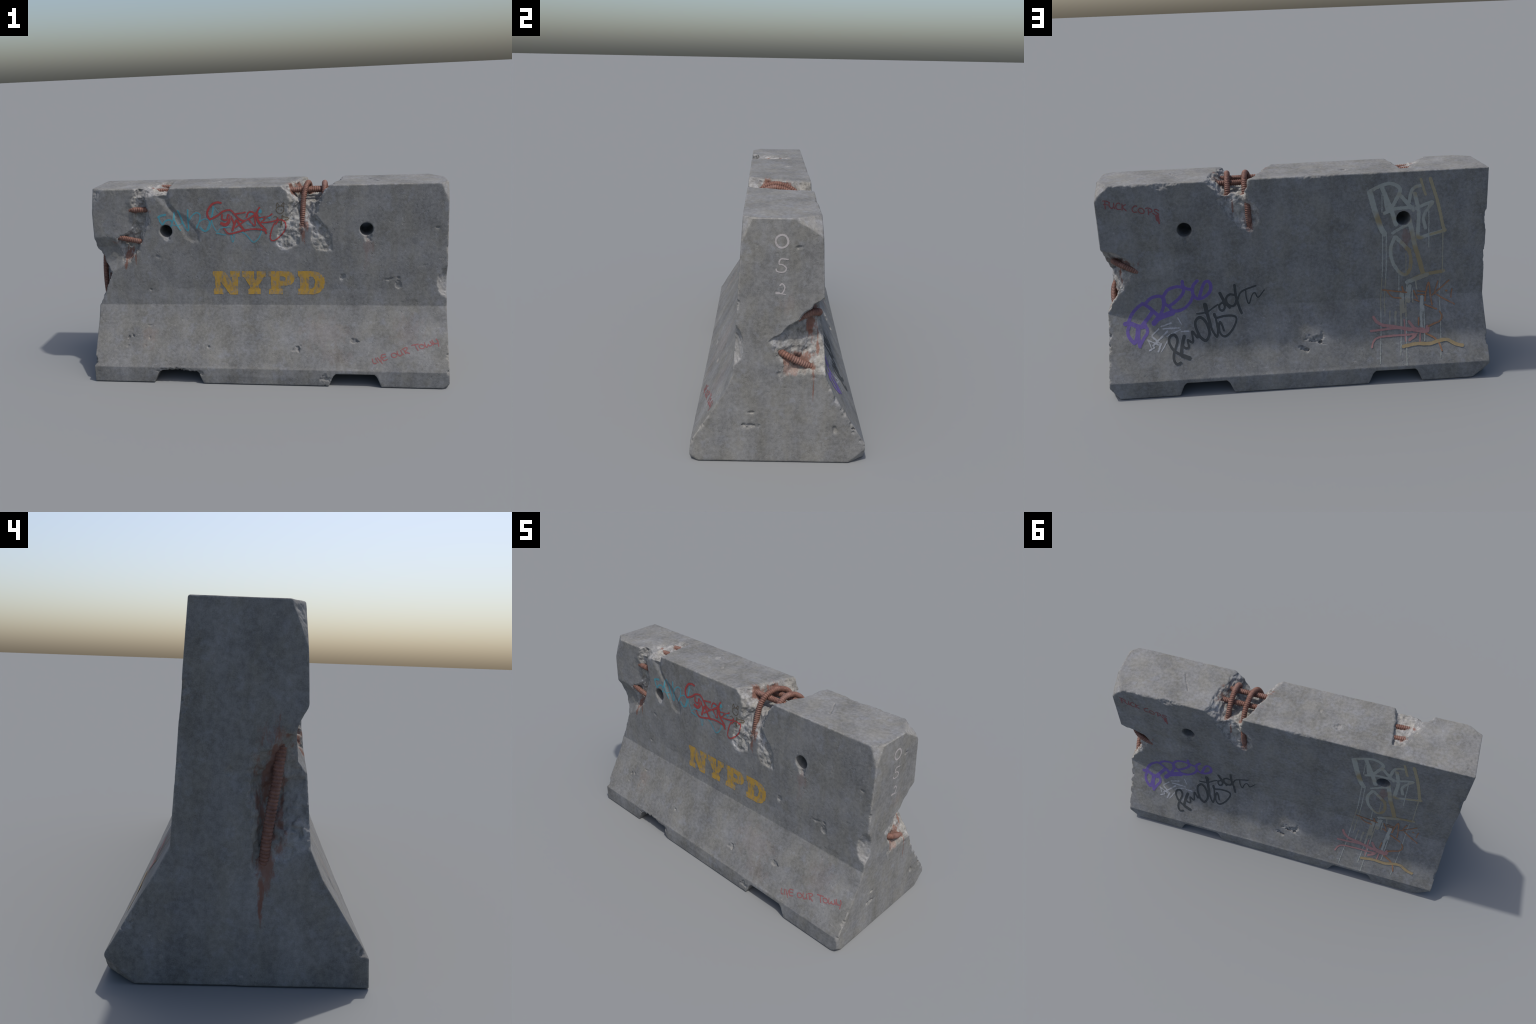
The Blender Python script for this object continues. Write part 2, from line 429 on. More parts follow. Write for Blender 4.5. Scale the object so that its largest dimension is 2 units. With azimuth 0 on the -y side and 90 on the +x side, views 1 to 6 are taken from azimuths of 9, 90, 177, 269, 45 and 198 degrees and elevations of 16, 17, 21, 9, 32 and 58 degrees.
# ------------------------------------------------------------------ shading
def add(nt, kind, **inputs):
    n = nt.nodes.new(kind)
    for key, v in inputs.items():
        key = int(key[1:]) if key[0] == "_" and key[1:].isdigit() else key
        if isinstance(v, bpy.types.NodeSocket):
            nt.links.new(v, n.inputs[key])
        else:
            n.inputs[key].default_value = v
    return n


def math_node(nt, op, a, b=None, clamp=False):
    n = nt.nodes.new("ShaderNodeMath")
    n.operation = op
    n.use_clamp = clamp
    for i, v in enumerate((a, b)):
        if v is None:
            continue
        if isinstance(v, bpy.types.NodeSocket):
            nt.links.new(v, n.inputs[i])
        else:
            n.inputs[i].default_value = v
    return n.outputs[0]


def vec_node(nt, op, a, b):
    n = nt.nodes.new("ShaderNodeVectorMath")
    n.operation = op
    for i, v in enumerate((a, b)):
        if isinstance(v, bpy.types.NodeSocket):
            nt.links.new(v, n.inputs[i])
        else:
            n.inputs[i].default_value = v
    return n.outputs["Value"] if op == "LENGTH" else n.outputs[0]


def remap(nt, v, a, b, lo, hi):
    n = nt.nodes.new("ShaderNodeMapRange")
    n.interpolation_type = "SMOOTHSTEP"
    nt.links.new(v, n.inputs[0])
    for i, q in enumerate((a, b, lo, hi)):
        n.inputs[1 + i].default_value = q
    return n.outputs[0]


def noise(nt, co, scale, detail=4.0, rough=0.55, squash=None):
    if squash:
        m = add(nt, "ShaderNodeMapping", Vector=co, Scale=squash)
        co = m.outputs[0]
    n = add(nt, "ShaderNodeTexNoise", Vector=co, Scale=scale, Detail=detail, Roughness=rough)
    return n.outputs["Fac"]


def mix(nt, fac, a, b, mode="MIX"):
    n = nt.nodes.new("ShaderNodeMix")
    n.data_type = "RGBA"
    n.blend_type = mode
    for i, v in ((0, fac), (6, a), (7, b)):
        if isinstance(v, bpy.types.NodeSocket):
            nt.links.new(v, n.inputs[i])
        elif i == 0:
            n.inputs[i].default_value = v
        else:
            n.inputs[i].default_value = (*v, 1.0)
    return n.outputs[2]


# rust that has bled into the concrete: centre, radii, strength
RUST = [
    # crest notch, where the bars leave the concrete
    ((0.150, -0.055, 1.04), (0.050, 0.045, 0.045), 1.0), ((0.175, 0.021, 1.035), (0.050, 0.045, 0.045), 1.0),
    ((0.400, -0.040, 1.035), (0.035, 0.050, 0.040), 0.8), ((0.405, 0.030, 1.03), (0.035, 0.050, 0.040), 0.8),
    ((0.222, -0.145, 0.870), (0.032, 0.05, 0.05), 0.9), ((0.219, -0.16, 0.815), (0.015, 0.04, 0.055), 0.9), ((0.240, -0.15, 0.86), (0.010, 0.04, 0.06), 0.8),
    ((0.246, 0.10, 0.99), (0.03, 0.035, 0.030), 0.9), ((0.334, 0.10, 0.985), (0.03, 0.035, 0.025), 0.8),
    ((0.312, 0.15, 0.945), (0.006, 0.04, 0.055), 0.9),
    ((0.233, 0.15, 0.90), (0.028, 0.04, 0.075), 0.9), ((0.228, 0.16, 0.835), (0.022, 0.03, 0.035), 0.8),
    # crest trough
    ((-0.655, -0.055, 1.045), (0.022, 0.028, 0.03), 1.0), ((-0.60, -0.055, 1.04), (0.06, 0.025, 0.03), 0.8),
    ((-0.60, 0.021, 1.05), (0.045, 0.025, 0.03), 0.8),
    # front spalls
    ((-0.72, -0.15, 0.955), (0.065, 0.05, 0.022), 0.8), ((-0.79, -0.16, 0.775), (0.085, 0.05, 0.022), 0.8),
    ((-0.790, -0.17, 0.72), (0.030, 0.05, 0.065), 1.0), ((-0.812, -0.17, 0.665), (0.014, 0.05, 0.045), 0.9), ((-0.752, -0.17, 0.70), (0.006, 0.05, 0.05), 0.8),
    # -x end
    ((-0.96, -0.085, 0.58), (0.08, 0.050, 0.19), 0.9), ((-0.97, -0.10, 0.725), (0.05, 0.030, 0.03), 0.9),
    ((-1.0, -0.070, 0.36), (0.05, 0.030, 0.075), 0.9), ((-1.0, -0.061, 0.30), (0.05, 0.012, 0.06), 1.0), ((-1.0, -0.059, 0.24), (0.05, 0.008, 0.055), 1.0), ((-1.0, -0.075, 0.32), (0.05, 0.016, 0.06), 0.7),
    # +x end
    ((0.96, 0.07, 0.475), (0.06, 0.085, 0.030), 0.9), ((0.97, 0.06, 0.44), (0.06, 0.05, 0.03), 0.6), ((0.97, 0.140, 0.42), (0.08, 0.011, 0.055), 1.0),
    ((0.985, 0.143, 0.36), (0.05, 0.004, 0.05), 0.9),
    ((0.90, 0.13, 0.665), (0.10, 0.06, 0.030), 0.9), ((0.90, 0.13, 0.60), (0.05, 0.022, 0.075), 1.0), ((0.93, 0.16, 0.54), (0.05, 0.007, 0.07), 0.9),
    # weeping drill hole
    ((0.57, -0.18, 0.74), (0.030, 0.05, 0.065), 0.30), ((0.56, -0.18, 0.66), (0.022, 0.04, 0.08), 0.14), ((-0.575, 0.18, 0.73), (0.030, 0.05, 0.07), 0.45),
    # old brown bleeding on the front foot
    ((0.33, -0.28, 0.28), (0.16, 0.15, 0.10), 0.10), ((-0.68, -0.27, 0.25), (0.05, 0.12, 0.07), 0.16), ((0.78, -0.26, 0.27), (0.10, 0.12, 0.10), 0.10),
    ((0.40, -0.33, 0.15), (0.10, 0.1, 0.06), 0.10), ((1.0, 0.03, 0.72), (0.05, 0.035, 0.05), 0.12),
]


def concrete_colour(nt, tone="weathered"):
    co = nt.nodes.new("ShaderNodeTexCoord").outputs["Object"]
    patch = noise(nt, co, 2.6, 5, 0.6)
    blot = noise(nt, co, 9.0, 4, 0.6)
    streak = noise(nt, co, 9.0, 4, 0.6, squash=(1.0, 1.0, 0.14))
    fine = noise(nt, co, 60.0, 5, 0.65)
    grain = noise(nt, co, 320.0, 2, 0.6)
    tint = noise(nt, co, 11.0, 5, 0.65, squash=(1.0, 1.0, 0.5))
    base = {"weathered": (0.163, 0.164, 0.163), "worn": (0.198, 0.197, 0.193), "broken": (0.240, 0.237, 0.230)}[tone]
    v = math_node(nt, "ADD", remap(nt, patch, 0.3, 0.7, -0.07, 0.07), remap(nt, blot, 0.3, 0.7, -0.11, 0.11))
    v = math_node(nt, "ADD", v, remap(nt, streak, 0.3, 0.7, -0.10, 0.10))
    v = math_node(nt, "ADD", v, remap(nt, fine, 0.3, 0.7, -0.15, 0.15))
    v = math_node(nt, "ADD", v, remap(nt, grain, 0.3, 0.7, -0.10, 0.10))
    if tone == "broken":
        lump = noise(nt, co, 26.0, 5, 0.62)
        v = math_node(nt, "ADD", v, remap(nt, lump, 0.36, 0.64, -0.30, 0.20))
    v = math_node(nt, "ADD", v, 1.0)
    col = mix(nt, remap(nt, tint, 0.40, 0.62, 0.0, 1.0), base, tuple(b * k for b, k in zip(base, (0.985, 0.965, 0.905))))
    cool = noise(nt, co, 15.0, 5, 0.65)
    col = mix(nt, remap(nt, cool, 0.52, 0.68, 0.0, 0.8), col, tuple(b * k for b, k in zip(base, (1.01, 1.03, 1.085))))
    bright = nt.nodes.new("ShaderNodeCombineXYZ")
    for i in range(3):
        nt.links.new(v, bright.inputs[i])
    col = mix(nt, 1.0, col, bright.outputs[0], "MULTIPLY")
    # small dark pores
    pore = add(nt, "ShaderNodeTexVoronoi", Vector=co, Scale=38.0)
    where = noise(nt, co, 12.0, 2, 0.5)
    hole = math_node(nt, "MULTIPLY", remap(nt, pore.outputs["Distance"], 0.05, 0.14, 1.0, 0.0), remap(nt, where, 0.52, 0.62, 0.0, 0.45))
    col = mix(nt, hole, col, (0.075, 0.073, 0.070))
    # rust bleeding
    rag = noise(nt, co, 38.0, 4, 0.65, squash=(1.0, 1.0, 0.35))
    rag = remap(nt, rag, 0.25, 0.75, -0.55, 0.55)
    total = None
    for c, r, s in RUST:
        q = vec_node(nt, "SUBTRACT", co, c)
        q = vec_node(nt, "DIVIDE", q, r)
        d = math_node(nt, "ADD", vec_node(nt, "LENGTH", q, (0, 0, 0)), rag)
        m = remap(nt, d, 0.45, 1.05, s, 0.0)
        total = m if total is None else math_node(nt, "MAXIMUM", total, m)
    rustcol = mix(nt, blot, (0.120, 0.050, 0.034), (0.205, 0.095, 0.066))
    col = mix(nt, math_node(nt, "MULTIPLY", total, 0.86), col, rustcol)
    return co, col, fine, grain


def finish(nt, colour, height, strength, distance, rough=0.9, metallic=0.0):
    out = nt.nodes.new("ShaderNodeOutputMaterial")
    bsdf = nt.nodes.new("ShaderNodeBsdfPrincipled")
    nt.links.new(colour, bsdf.inputs["Base Color"])
    bsdf.inputs["Roughness"].default_value = rough
    bsdf.inputs["Metallic"].default_value = metallic
    bsdf.inputs["Specular IOR Level"].default_value = 0.3
    bump = add(nt, "ShaderNodeBump", Strength=strength, Distance=distance, Height=height)
    nt.links.new(bump.outputs[0], bsdf.inputs["Normal"])
    nt.links.new(bsdf.outputs[0], out.inputs[0])


def new_material(name):
    m = bpy.data.materials.new(name)
    m.use_nodes = True
    m.node_tree.nodes.clear()
    return m


def concrete_material(tone):
    m = new_material(tone + "_concrete")
    nt = m.node_tree
    co, col, fine, grain = concrete_colour(nt, tone)
    h = math_node(nt, "ADD", fine, math_node(nt, "MULTIPLY", grain, 0.35))
    pits = noise(nt, co, 26.0, 3, 0.6)
    h = math_node(nt, "ADD", h, remap(nt, pits, 0.30, 0.38, -0.7, 0.0))
    if tone == "broken":
        finish(nt, col, h, 0.55, 0.006, 0.95)
    else:
        finish(nt, col, h, 0.42, 0.0026, 0.88)
    return m


def paint_material(name, colour, opacity, wear, scale=26.0, second=None):
    """Paint over concrete; where worn, the concrete of the wall shows through."""
    m = new_material(name)
    nt = m.node_tree
    co, col, fine, grain = concrete_colour(nt)
    w = noise(nt, co, scale, 6, 0.75, squash=(1.0, 1.0, 0.5))
    f = remap(nt, w, wear - 0.07, wear + 0.10, 0.25, 1.0)
    f = math_node(nt, "MULTIPLY", f, opacity)
    shade = mix(nt, fine, tuple(c * 0.85 for c in colour), tuple(c * 1.15 for c in colour))
    if second:
        shade = mix(nt, remap(nt, noise(nt, co, 7.0, 2, 0.5), 0.45, 0.6, 0.0, 1.0), shade, second)
    col = mix(nt, f, col, shade)
    h = math_node(nt, "ADD", fine, math_node(nt, "MULTIPLY", grain, 0.35))
    finish(nt, col, h, 0.40, 0.0022, 0.8)
    return m


def rust_material():
    m = new_material("rusty_steel")
    nt = m.node_tree
    co = nt.nodes.new("ShaderNodeTexCoord").outputs["Object"]
    a = noise(nt, co, 45.0, 5, 0.65)
    b = noise(nt, co, 14.0, 3, 0.5)
    g = noise(nt, co, 400.0, 2, 0.6)
    col = mix(nt, remap(nt, a, 0.3, 0.7, 0, 1), (0.098, 0.045, 0.033), (0.195, 0.098, 0.072))
    col = mix(nt, remap(nt, b, 0.45, 0.65, 0, 0.55), col, (0.195, 0.120, 0.100))
    col = mix(nt, remap(nt, g, 0.4, 0.7, 0, 0.3), col, (0.26, 0.15, 0.12))
    finish(nt, col, math_node(nt, "ADD", a, g), 0.25, 0.001, 0.62, 0.15)
    return m


# ------------------------------------------------------------------ object helpers
def mesh_object(name, verts, faces, mats, parent, smooth=True, mat_index=None):
    me = bpy.data.meshes.new(name)
    verts = np.ascontiguousarray(verts, np.float32)
    faces = np.ascontiguousarray(faces, np.int32)
    n = faces.shape[1]
    me.vertices.add(len(verts))
    me.vertices.foreach_set("co", verts.ravel())
    me.loops.add(faces.size)
    me.loops.foreach_set("vertex_index", faces.ravel())
    me.polygons.add(len(faces))
    me.polygons.foreach_set("loop_start", np.arange(len(faces), dtype=np.int32) * n)
    for m in mats:
        me.materials.append(m)
    if mat_index is not None:
        me.polygons.foreach_set("material_index", mat_index.astype(np.int32))
    me.polygons.foreach_set("use_smooth", np.full(len(faces), smooth))
    me.update(calc_edges=True)
    me.validate()
    ob = bpy.data.objects.new(name, me)
    bpy.context.scene.collection.objects.link(ob)
    ob.parent = parent
    return ob


def vertex_normals(v, q):
    n = np.cross(v[q[:, 2]] - v[q[:, 0]], v[q[:, 3]] - v[q[:, 1]])
    out = np.zeros_like(v)
    for k in range(4):
        for c in range(3):
            out[:, c] += np.bincount(q[:, k], n[:, c], len(v))
    return out / np.maximum(np.linalg.norm(out, axis=1, keepdims=True), 1e-12)


def build_body(parent):
    S, plain, worn = build_solid()
    v, q = S.surface()
    d_plain, d_worn = S.sample(plain, v), S.sample(worn, v)
    broken = np.clip((-d_worn - 0.002) / 0.006, 0, 1)
    n = vertex_normals(v, q)
    rough = fbm(v, 38, 4, 5, 0.6)
    ridge = 1 - np.abs(value_noise(v * 48 + 3.1, 9)) * 2
    calm = 0.0007 * fbm(v, 7, 3, 21)
    torn = np.clip((-d_plain - 0.004) / 0.010, 0, 1) * (v[:, 0] < 0)
    relief = calm + np.maximum(broken, 0.8 * torn) * (0.0030 * rough + 0.0022 * ridge)
    relief = np.where(v[:, 2] < 0.006, 0, relief)
    v = v + n * relief[:, None]
    v[:, 2] = np.maximum(v[:, 2], 0.0)
    edge = 0.0016 * fbm(v, 60, 2, 77)
    is_broken = (d_worn + edge < -0.0048)[q].sum(1) >= 2
    is_worn = (d_plain + edge < -0.0032)[q].sum(1) >= 2
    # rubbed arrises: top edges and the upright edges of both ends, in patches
    ends = np.abs(np.abs(v[:, 0]) - np.where(v[:, 0] > 0, HALF_LENGTH, 0.9945 + 0.003 * v[:, 1] / 0.3))
    flank = np.abs(np.abs(v[:, 1]) - face_y(v[:, 2]))
    crest = np.abs(v[:, 2] - HEIGHT)
    near = np.minimum(np.minimum(np.maximum(ends, flank), np.maximum(crest, flank)), np.maximum(crest, ends))
    rubbed = near < 0.0035 + 0.0055 * fbm(v, 9, 3, 55) + 0.003 * fbm(v, 45, 2, 56)
    is_worn |= rubbed[q].sum(1) >= 3
    index = np.where(is_broken, 2, np.where(is_worn, 1, 0))
    mats = [concrete_material(t) for t in ("weathered", "worn", "broken")]
    return mesh_object("concrete_body", v, q, mats, parent, True, index)


# ------------------------------------------------------------------ reinforcement
def spline(points, step):
    """Catmull-Rom through the points, resampled evenly."""
    p = np.array(points, float)
    if len(p) == 2:
        fine = p[0] + np.linspace(0, 1, 50)[:, None] * (p[1] - p[0])
    else:
        p = np.vstack([2 * p[0] - p[1], p, 2 * p[-1] - p[-2]])
        t = np.linspace(0, 1, 24, endpoint=False)[:, None]
        segs = []
        for a, b, c, d in zip(p[:-3], p[1:-2], p[2:-1], p[3:]):
            segs.append(0.5 * (2 * b + (c - a) * t + (2 * a - 5 * b + 4 * c - d) * t ** 2 + (3 * b - a - 3 * c + d) * t ** 3))
        fine = np.vstack(segs + [p[-2][None]])
    s = np.concatenate([[0], np.cumsum(np.linalg.norm(np.diff(fine, axis=0), axis=1))])
    m = max(int(s[-1] / step), 2)
    u = np.linspace(0, s[-1], m + 1)
    return np.stack([np.interp(u, s, fine[:, k]) for k in range(fine.shape[1])], 1), u


def rebar(parent, material, points, radius=0.0150, pitch=0.0105, phase=0.0):
    c, s = spline(points, 0.0013)
    around = 20
    tan = np.gradient(c, axis=0)
    tan /= np.linalg.norm(tan, axis=1, keepdims=True)
    up = np.array([0.13, 0.31, 0.94])
    up -= tan[0] * (up @ tan[0])
    rings = []
    for i in range(len(c)):
        up = up - tan[i] * (up @ tan[i])
        up /= np.linalg.norm(up)
        side = np.cross(tan[i], up)
        th = np.arange(around) * 2 * np.pi / around
        # slanted rolled ribs, two half-turns joined by a lengthwise seam
        w = np.abs(np.sin(np.pi * (s[i] / pitch + phase + 0.14 * np.sin(th))))
        r = radius * (0.78 + 0.26 * w ** 0.6)
        rings.append(c[i] + np.outer(r * np.cos(th), up) + np.outer(r * np.sin(th), side))
    v = np.vstack(rings)
    i, j = np.meshgrid(np.arange(len(c) - 1), np.arange(around), indexing="ij")
    a = i * around + j
    b = i * around + (j + 1) % around
    q = np.stack([a, b, b + around, a + around], -1).reshape(-1, 4)
    return mesh_object("reinforcing_bar", v, q, [material], parent)


BARS = [
    # lengthwise bars crossing the crest notch
    [(0.10, -0.055, 1.040), (0.27, -0.055, 1.039), (0.46, -0.055, 1.038)],
    [(0.12, 0.021, 1.034), (0.27, 0.021, 1.033), (0.47, 0.021, 1.032)],
    # stirrups arching over them
    [(0.209, -0.140, 0.80), (0.212, -0.138, 0.88), (0.219, -0.117, 0.985), (0.228, -0.085, 1.045), (0.239, -0.025, 1.072),
     (0.245, 0.040, 1.058), (0.246, 0.088, 1.02), (0.246, 0.108, 0.95)],
    [(0.334, -0.125, 0.93), (0.335, -0.110, 1.00), (0.335, -0.083, 1.048), (0.334, -0.030, 1.071), (0.334, 0.035, 1.056),
     (0.334, 0.090, 1.010), (0.334, 0.112, 0.94)],
    # stirrup leg bared in the back spall
    [(0.236, 0.122, 0.985), (0.235, 0.143, 0.93), (0.232, 0.148, 0.87), (0.229, 0.143, 0.82)],
    # lengthwise bars bared in the crest trough
    [(-0.72, -0.060, 1.040), (-0.61, -0.060, 1.050), (-0.50, -0.060, 1.044)],
    [(-0.70, 0.019, 1.044), (-0.605, 0.019, 1.058), (-0.52, 0.019, 1.048)],
    # bars bared in the front spalls
    [(-0.80, -0.132, 0.958), (-0.72, -0.142, 0.958), (-0.64, -0.132, 0.957)],
    [(-0.895, -0.136, 0.808), (-0.79, -0.152, 0.788), (-0.69, -0.146, 0.768)],
    # upright at the -x end
    [(-0.930, -0.112, 0.80), (-0.955, -0.105, 0.70), (-0.974, -0.091, 0.58), (-0.983, -0.075, 0.47), (-0.980, -0.067, 0.38), (-0.962, -0.063, 0.32), (-0.93, -0.060, 0.26)],
    # +x end: low bar and stirrup corner
    [(0.955, -0.03, 0.530), (0.978, 0.015, 0.503), (0.979, 0.07, 0.474), (0.965, 0.130, 0.442), (0.93, 0.17, 0.42)],
    [(0.955, 0.07, 0.650), (0.945, 0.120, 0.672), (0.900, 0.158, 0.660), (0.840, 0.165, 0.632), (0.79, 0.150, 0.60)],
]


# ------------------------------------------------------------------ paint, chalk and scratches
def laid_skin(name, distance, span, step, wall, lift, material, parent, plane="front"):
    """Thin skin where distance(u, z) < 0, laid on the wall by casting rays at it.
    u is x on the long faces and y on the +x end face."""
    (u0, u1), (z0, z1) = span
    us = np.arange(u0, u1 + step, step)
    zs = np.arange(z0, z1 + step, step)
    U, Z = np.meshgrid(us, zs, indexing="ij")
    D = distance(U, Z)
    D = np.where(np.abs(D) < 1e-7, 1e-7, D)
    pts, index, polys = [], {}, []

    def corner(i, j):
        key = (i, j)
        if key not in index:
            index[key] = len(pts)
            pts.append((us[i], zs[j]))
        return index[key]

    def cut(i, j, k, l):
        key = (i, j, k, l) if (i, j) < (k, l) else (k, l, i, j)
        if key not in index:
            a, b = D[i, j], D[k, l]
            t = a / (a - b)
            index[key] = len(pts)
            pts.append((us[i] + t * (us[k] - us[i]), zs[j] + t * (zs[l] - zs[j])))
        return index[key]

    inside = D < 0
    any_in = inside[:-1, :-1] | inside[1:, :-1] | inside[:-1, 1:] | inside[1:, 1:]
    for i, j in zip(*np.nonzero(any_in)):
        for tri in (((i, j), (i + 1, j), (i + 1, j + 1)), ((i, j), (i + 1, j + 1), (i, j + 1))):
            poly = []
            for a, b in zip(tri, tri[1:] + tri[:1]):
                if inside[a]:
                    poly.append(corner(*a))
                if inside[a] != inside[b]:
                    poly.append(cut(*a, *b))
            for k in range(1, len(poly) - 1):
                polys.append((poly[0], poly[k], poly[k + 1]))
    out, keep = [], []
    for u, z in pts:
        if plane == "end":
            hit = wall.ray_cast(Vector((1.5, u, z)), Vector((-1, 0, 0)))
            push = Vector((lift, 0, 0))
            ok = hit[0] is not None and hit[0].x > HALF_LENGTH - 0.02
        else:
            sg = -1 if plane == "front" else 1
            hit = wall.ray_cast(Vector((u, sg * 1.0, z)), Vector((0, -sg, 0)))
            push = Vector((0, sg * lift, lift * 0.3))
            ok = hit[0] is not None and sg * hit[0].y > float(face_y(z)) - 0.045
        out.append(tuple(hit[0] + push) if hit[0] is not None else (0, 0, 0))
        keep.append(ok)
    polys = [p for p in polys if keep[p[0]] and keep[p[1]] and keep[p[2]]]
    if plane in ("back", "end"):
        polys = [p[::-1] for p in polys] if plane == "back" else polys
    used = sorted({k for p in polys for k in p})
    remapped = {k: n for n, k in enumerate(used)}
    v = np.array([out[k] for k in used])
    f = np.array([[remapped[k] for k in p] for p in polys])
    return mesh_object(name, v, f, [material], parent)


def strokes_distance(strokes, ragged=0.0, seed=0):
    """Distance to brush strokes given as (half width mm, (u mm, z mm), ...)."""
    paths = [(w / 1000.0, spline(np.array(p, float) / 1000.0, 0.004)[0]) for w, *p in strokes]

    def f(U, Z):
        d = np.full(U.shape, 1.0)
        for w, p in paths:
            for a, b in zip(p[:-1], p[1:]):
                lo = np.minimum(a, b) - w - 0.012
                hi = np.maximum(a, b) + w + 0.012
                i0, i1 = np.searchsorted(U[:, 0], (lo[0], hi[0]))
                j0, j1 = np.searchsorted(Z[0], (lo[1], hi[1]))
                uu, zz = U[i0:i1, j0:j1], Z[i0:i1, j0:j1]
                e = b - a
                t = np.clip(((uu - a[0]) * e[0] + (zz - a[1]) * e[1]) / (e @ e + 1e-12), 0, 1)
                s = np.hypot(uu - a[0] - t * e[0], zz - a[1] - t * e[1]) - w
                d[i0:i1, j0:j1] = np.minimum(d[i0:i1, j0:j1], s)
        if ragged:
            P = np.stack([U, Z, 0 * U], -1)
            d = d + ragged * fbm(P, 160, 3, seed)
        return d
    return f


def strokes_span(strokes):
    q = np.array([c for w, *p in strokes for c in p], float) / 1000.0
    m = max(w for w, *p in strokes) / 1000.0 + 0.008
    return (q[:, 0].min() - m, q[:, 0].max() + m), (q[:, 1].min() - m, q[:, 1].max() + m)


def grown(strokes, extra):
    return [(w + extra, *p) for w, *p in strokes]


def letter_distance(outline, hole, ragged):
    sc = lambda pts: [(a / 1000.0, b / 1000.0) for a, b in pts]

    def f(U, Z):
        d = polygon_distance(U, Z, sc(outline))
        if hole:
            d = np.maximum(d, -polygon_distance(U, Z, sc(hole)))
        return d + ragged * fbm(np.stack([U, Z, 0 * U], -1), 120, 3, 4)
    return f


# Stroke centre lines: (half width, (u, z), ...), all in millimetres on the face.
CYAN_TAG = [
    (6.2, (-560, 932), (-583, 928), (-600, 919)),
    (4.4, (-598, 917), (-591, 894), (-577, 875), (-567, 891), (-553, 900), (-536, 903), (-524, 894), (-523, 880), (-533, 860)),
    (4.0, (-508, 943), (-511, 914), (-520, 889), (-527, 867)),
    (3.1, (-510, 914), (-502, 889), (-490, 865), (-475, 841)),
    (2.4, (-521, 873), (-494, 870), (-475, 875), (-463, 885)),
    (4.4, (-485, 954), (-472, 917), (-463, 886), (-448, 855), (-435, 839), (-429, 851), (-430, 888), (-429, 924), (-427, 957)),
    (3.3, (-422, 899), (-407, 922), (-388, 938), (-372, 941), (-358, 930), (-359, 912), (-365, 891), (-380, 856)),
    (4.4, (-376, 873), (-381, 856)),
    (2.9, (-362, 891), (-346, 901), (-328, 905), (-310, 899), (-307, 883), (-316, 859), (-330, 837), (-346, 845), (-361, 861)),
    (2.9, (-364, 856), (-350, 840), (-332, 834)),
    (4.7, (-279, 970), (-286, 940), (-293, 911), (-294, 893)),
    (3.3, (-294, 893), (-311, 850), (-328, 836)),
    (2.4, (-292, 888), (-283, 859), (-266, 835), (-248, 849)),
    (3.3, (-268, 824), (-249, 822)),
    (3.3, (-269, 824), (-218, 813)),
    (2.5, (-242, 853), (-187, 860)),
    (2.9, (-185, 820), (-186, 798), (-178, 772), (-170, 798), (-171, 820)),
    (2.9, (-127, 830), (-102, 815), (-75, 782), (-57, 771), (-31, 793), (-16, 825), (-11, 854), (-9, 897), (-23, 925)),
    (2.9, (-98, 905), (-83, 926), (-58, 930), (-44, 922)),
    (2.5, (-96, 880), (-71, 869), (-42, 876)),
    (9.4, (-20, 947), (-17, 943)),
    (7.3, (30, 912), (34, 909)),
    (1.5, (-286, 979), (-252, 943)),
]
RED_TAG = [
    (5.8, (-236, 994), (-256, 997), (-286, 987), (-311, 955), (-316, 930), (-305, 904), (-294, 906)),
    (5.1, (-294, 906), (-260, 922), (-226, 946), (-186, 953), (-162, 931), (-135, 902), (-103, 894), (-48, 926), (-21, 964)),
    (4.4, (-155, 931), (-101, 939)),
    (4.4, (-232, 929), (-232, 903), (-207, 899), (-198, 928), (-178, 906), (-168, 874), (-177, 838)),
    (8.7, (-237, 878), (-215, 871), (-196, 888), (-184, 913)),
    (6.2, (-177, 841), (-153, 895), (-136, 873), (-109, 837)),
    (4.0, (-158, 856), (-106, 891)),
    (4.7, (-224, 849), (-210, 827), (-189, 820), (-145, 830), (-108, 839), (-54, 845), (-1, 838), (13, 821)),
    (4.7, (-95, 912), (-83, 937), (-65, 942), (-44, 929)),
    (4.0, (-84, 901), (-50, 865), (-48, 926)),
    (6.5, (-37, 926), (-28, 886), (10, 839)),
    (3.3, (-30, 909), (23, 914), (48, 928)),
    (3.3, (-14, 882), (20, 914)),
    (3.6, (-24, 879), (36, 884), (69, 892), (80, 904)),
    (3.6, (68, 871), (83, 892), (104, 893), (121, 870), (118, 838), (87, 799), (51, 778), (35, 792), (42, 835), (61, 878)),
]
DOODLE = [
    (1.8, (113, 968), (94, 971), (74, 961), (74, 942), (91, 929), (110, 938), (115, 959), (108, 973)),
    (1.8, (73, 970), (79, 989), (94, 970), (114, 989), (116, 969)),
    (1.8, (83, 956), (84, 952)),
    (1.8, (100, 952), (101, 947)),
    (3.3, (105, 920), (100, 888), (96, 863)),
    (1.8, (55, 910), (69, 915), (83, 899)),
    (2.2, (108, 913), (136, 897), (121, 888), (97, 895)),
    (1.8, (65, 881), (97, 883)),
]
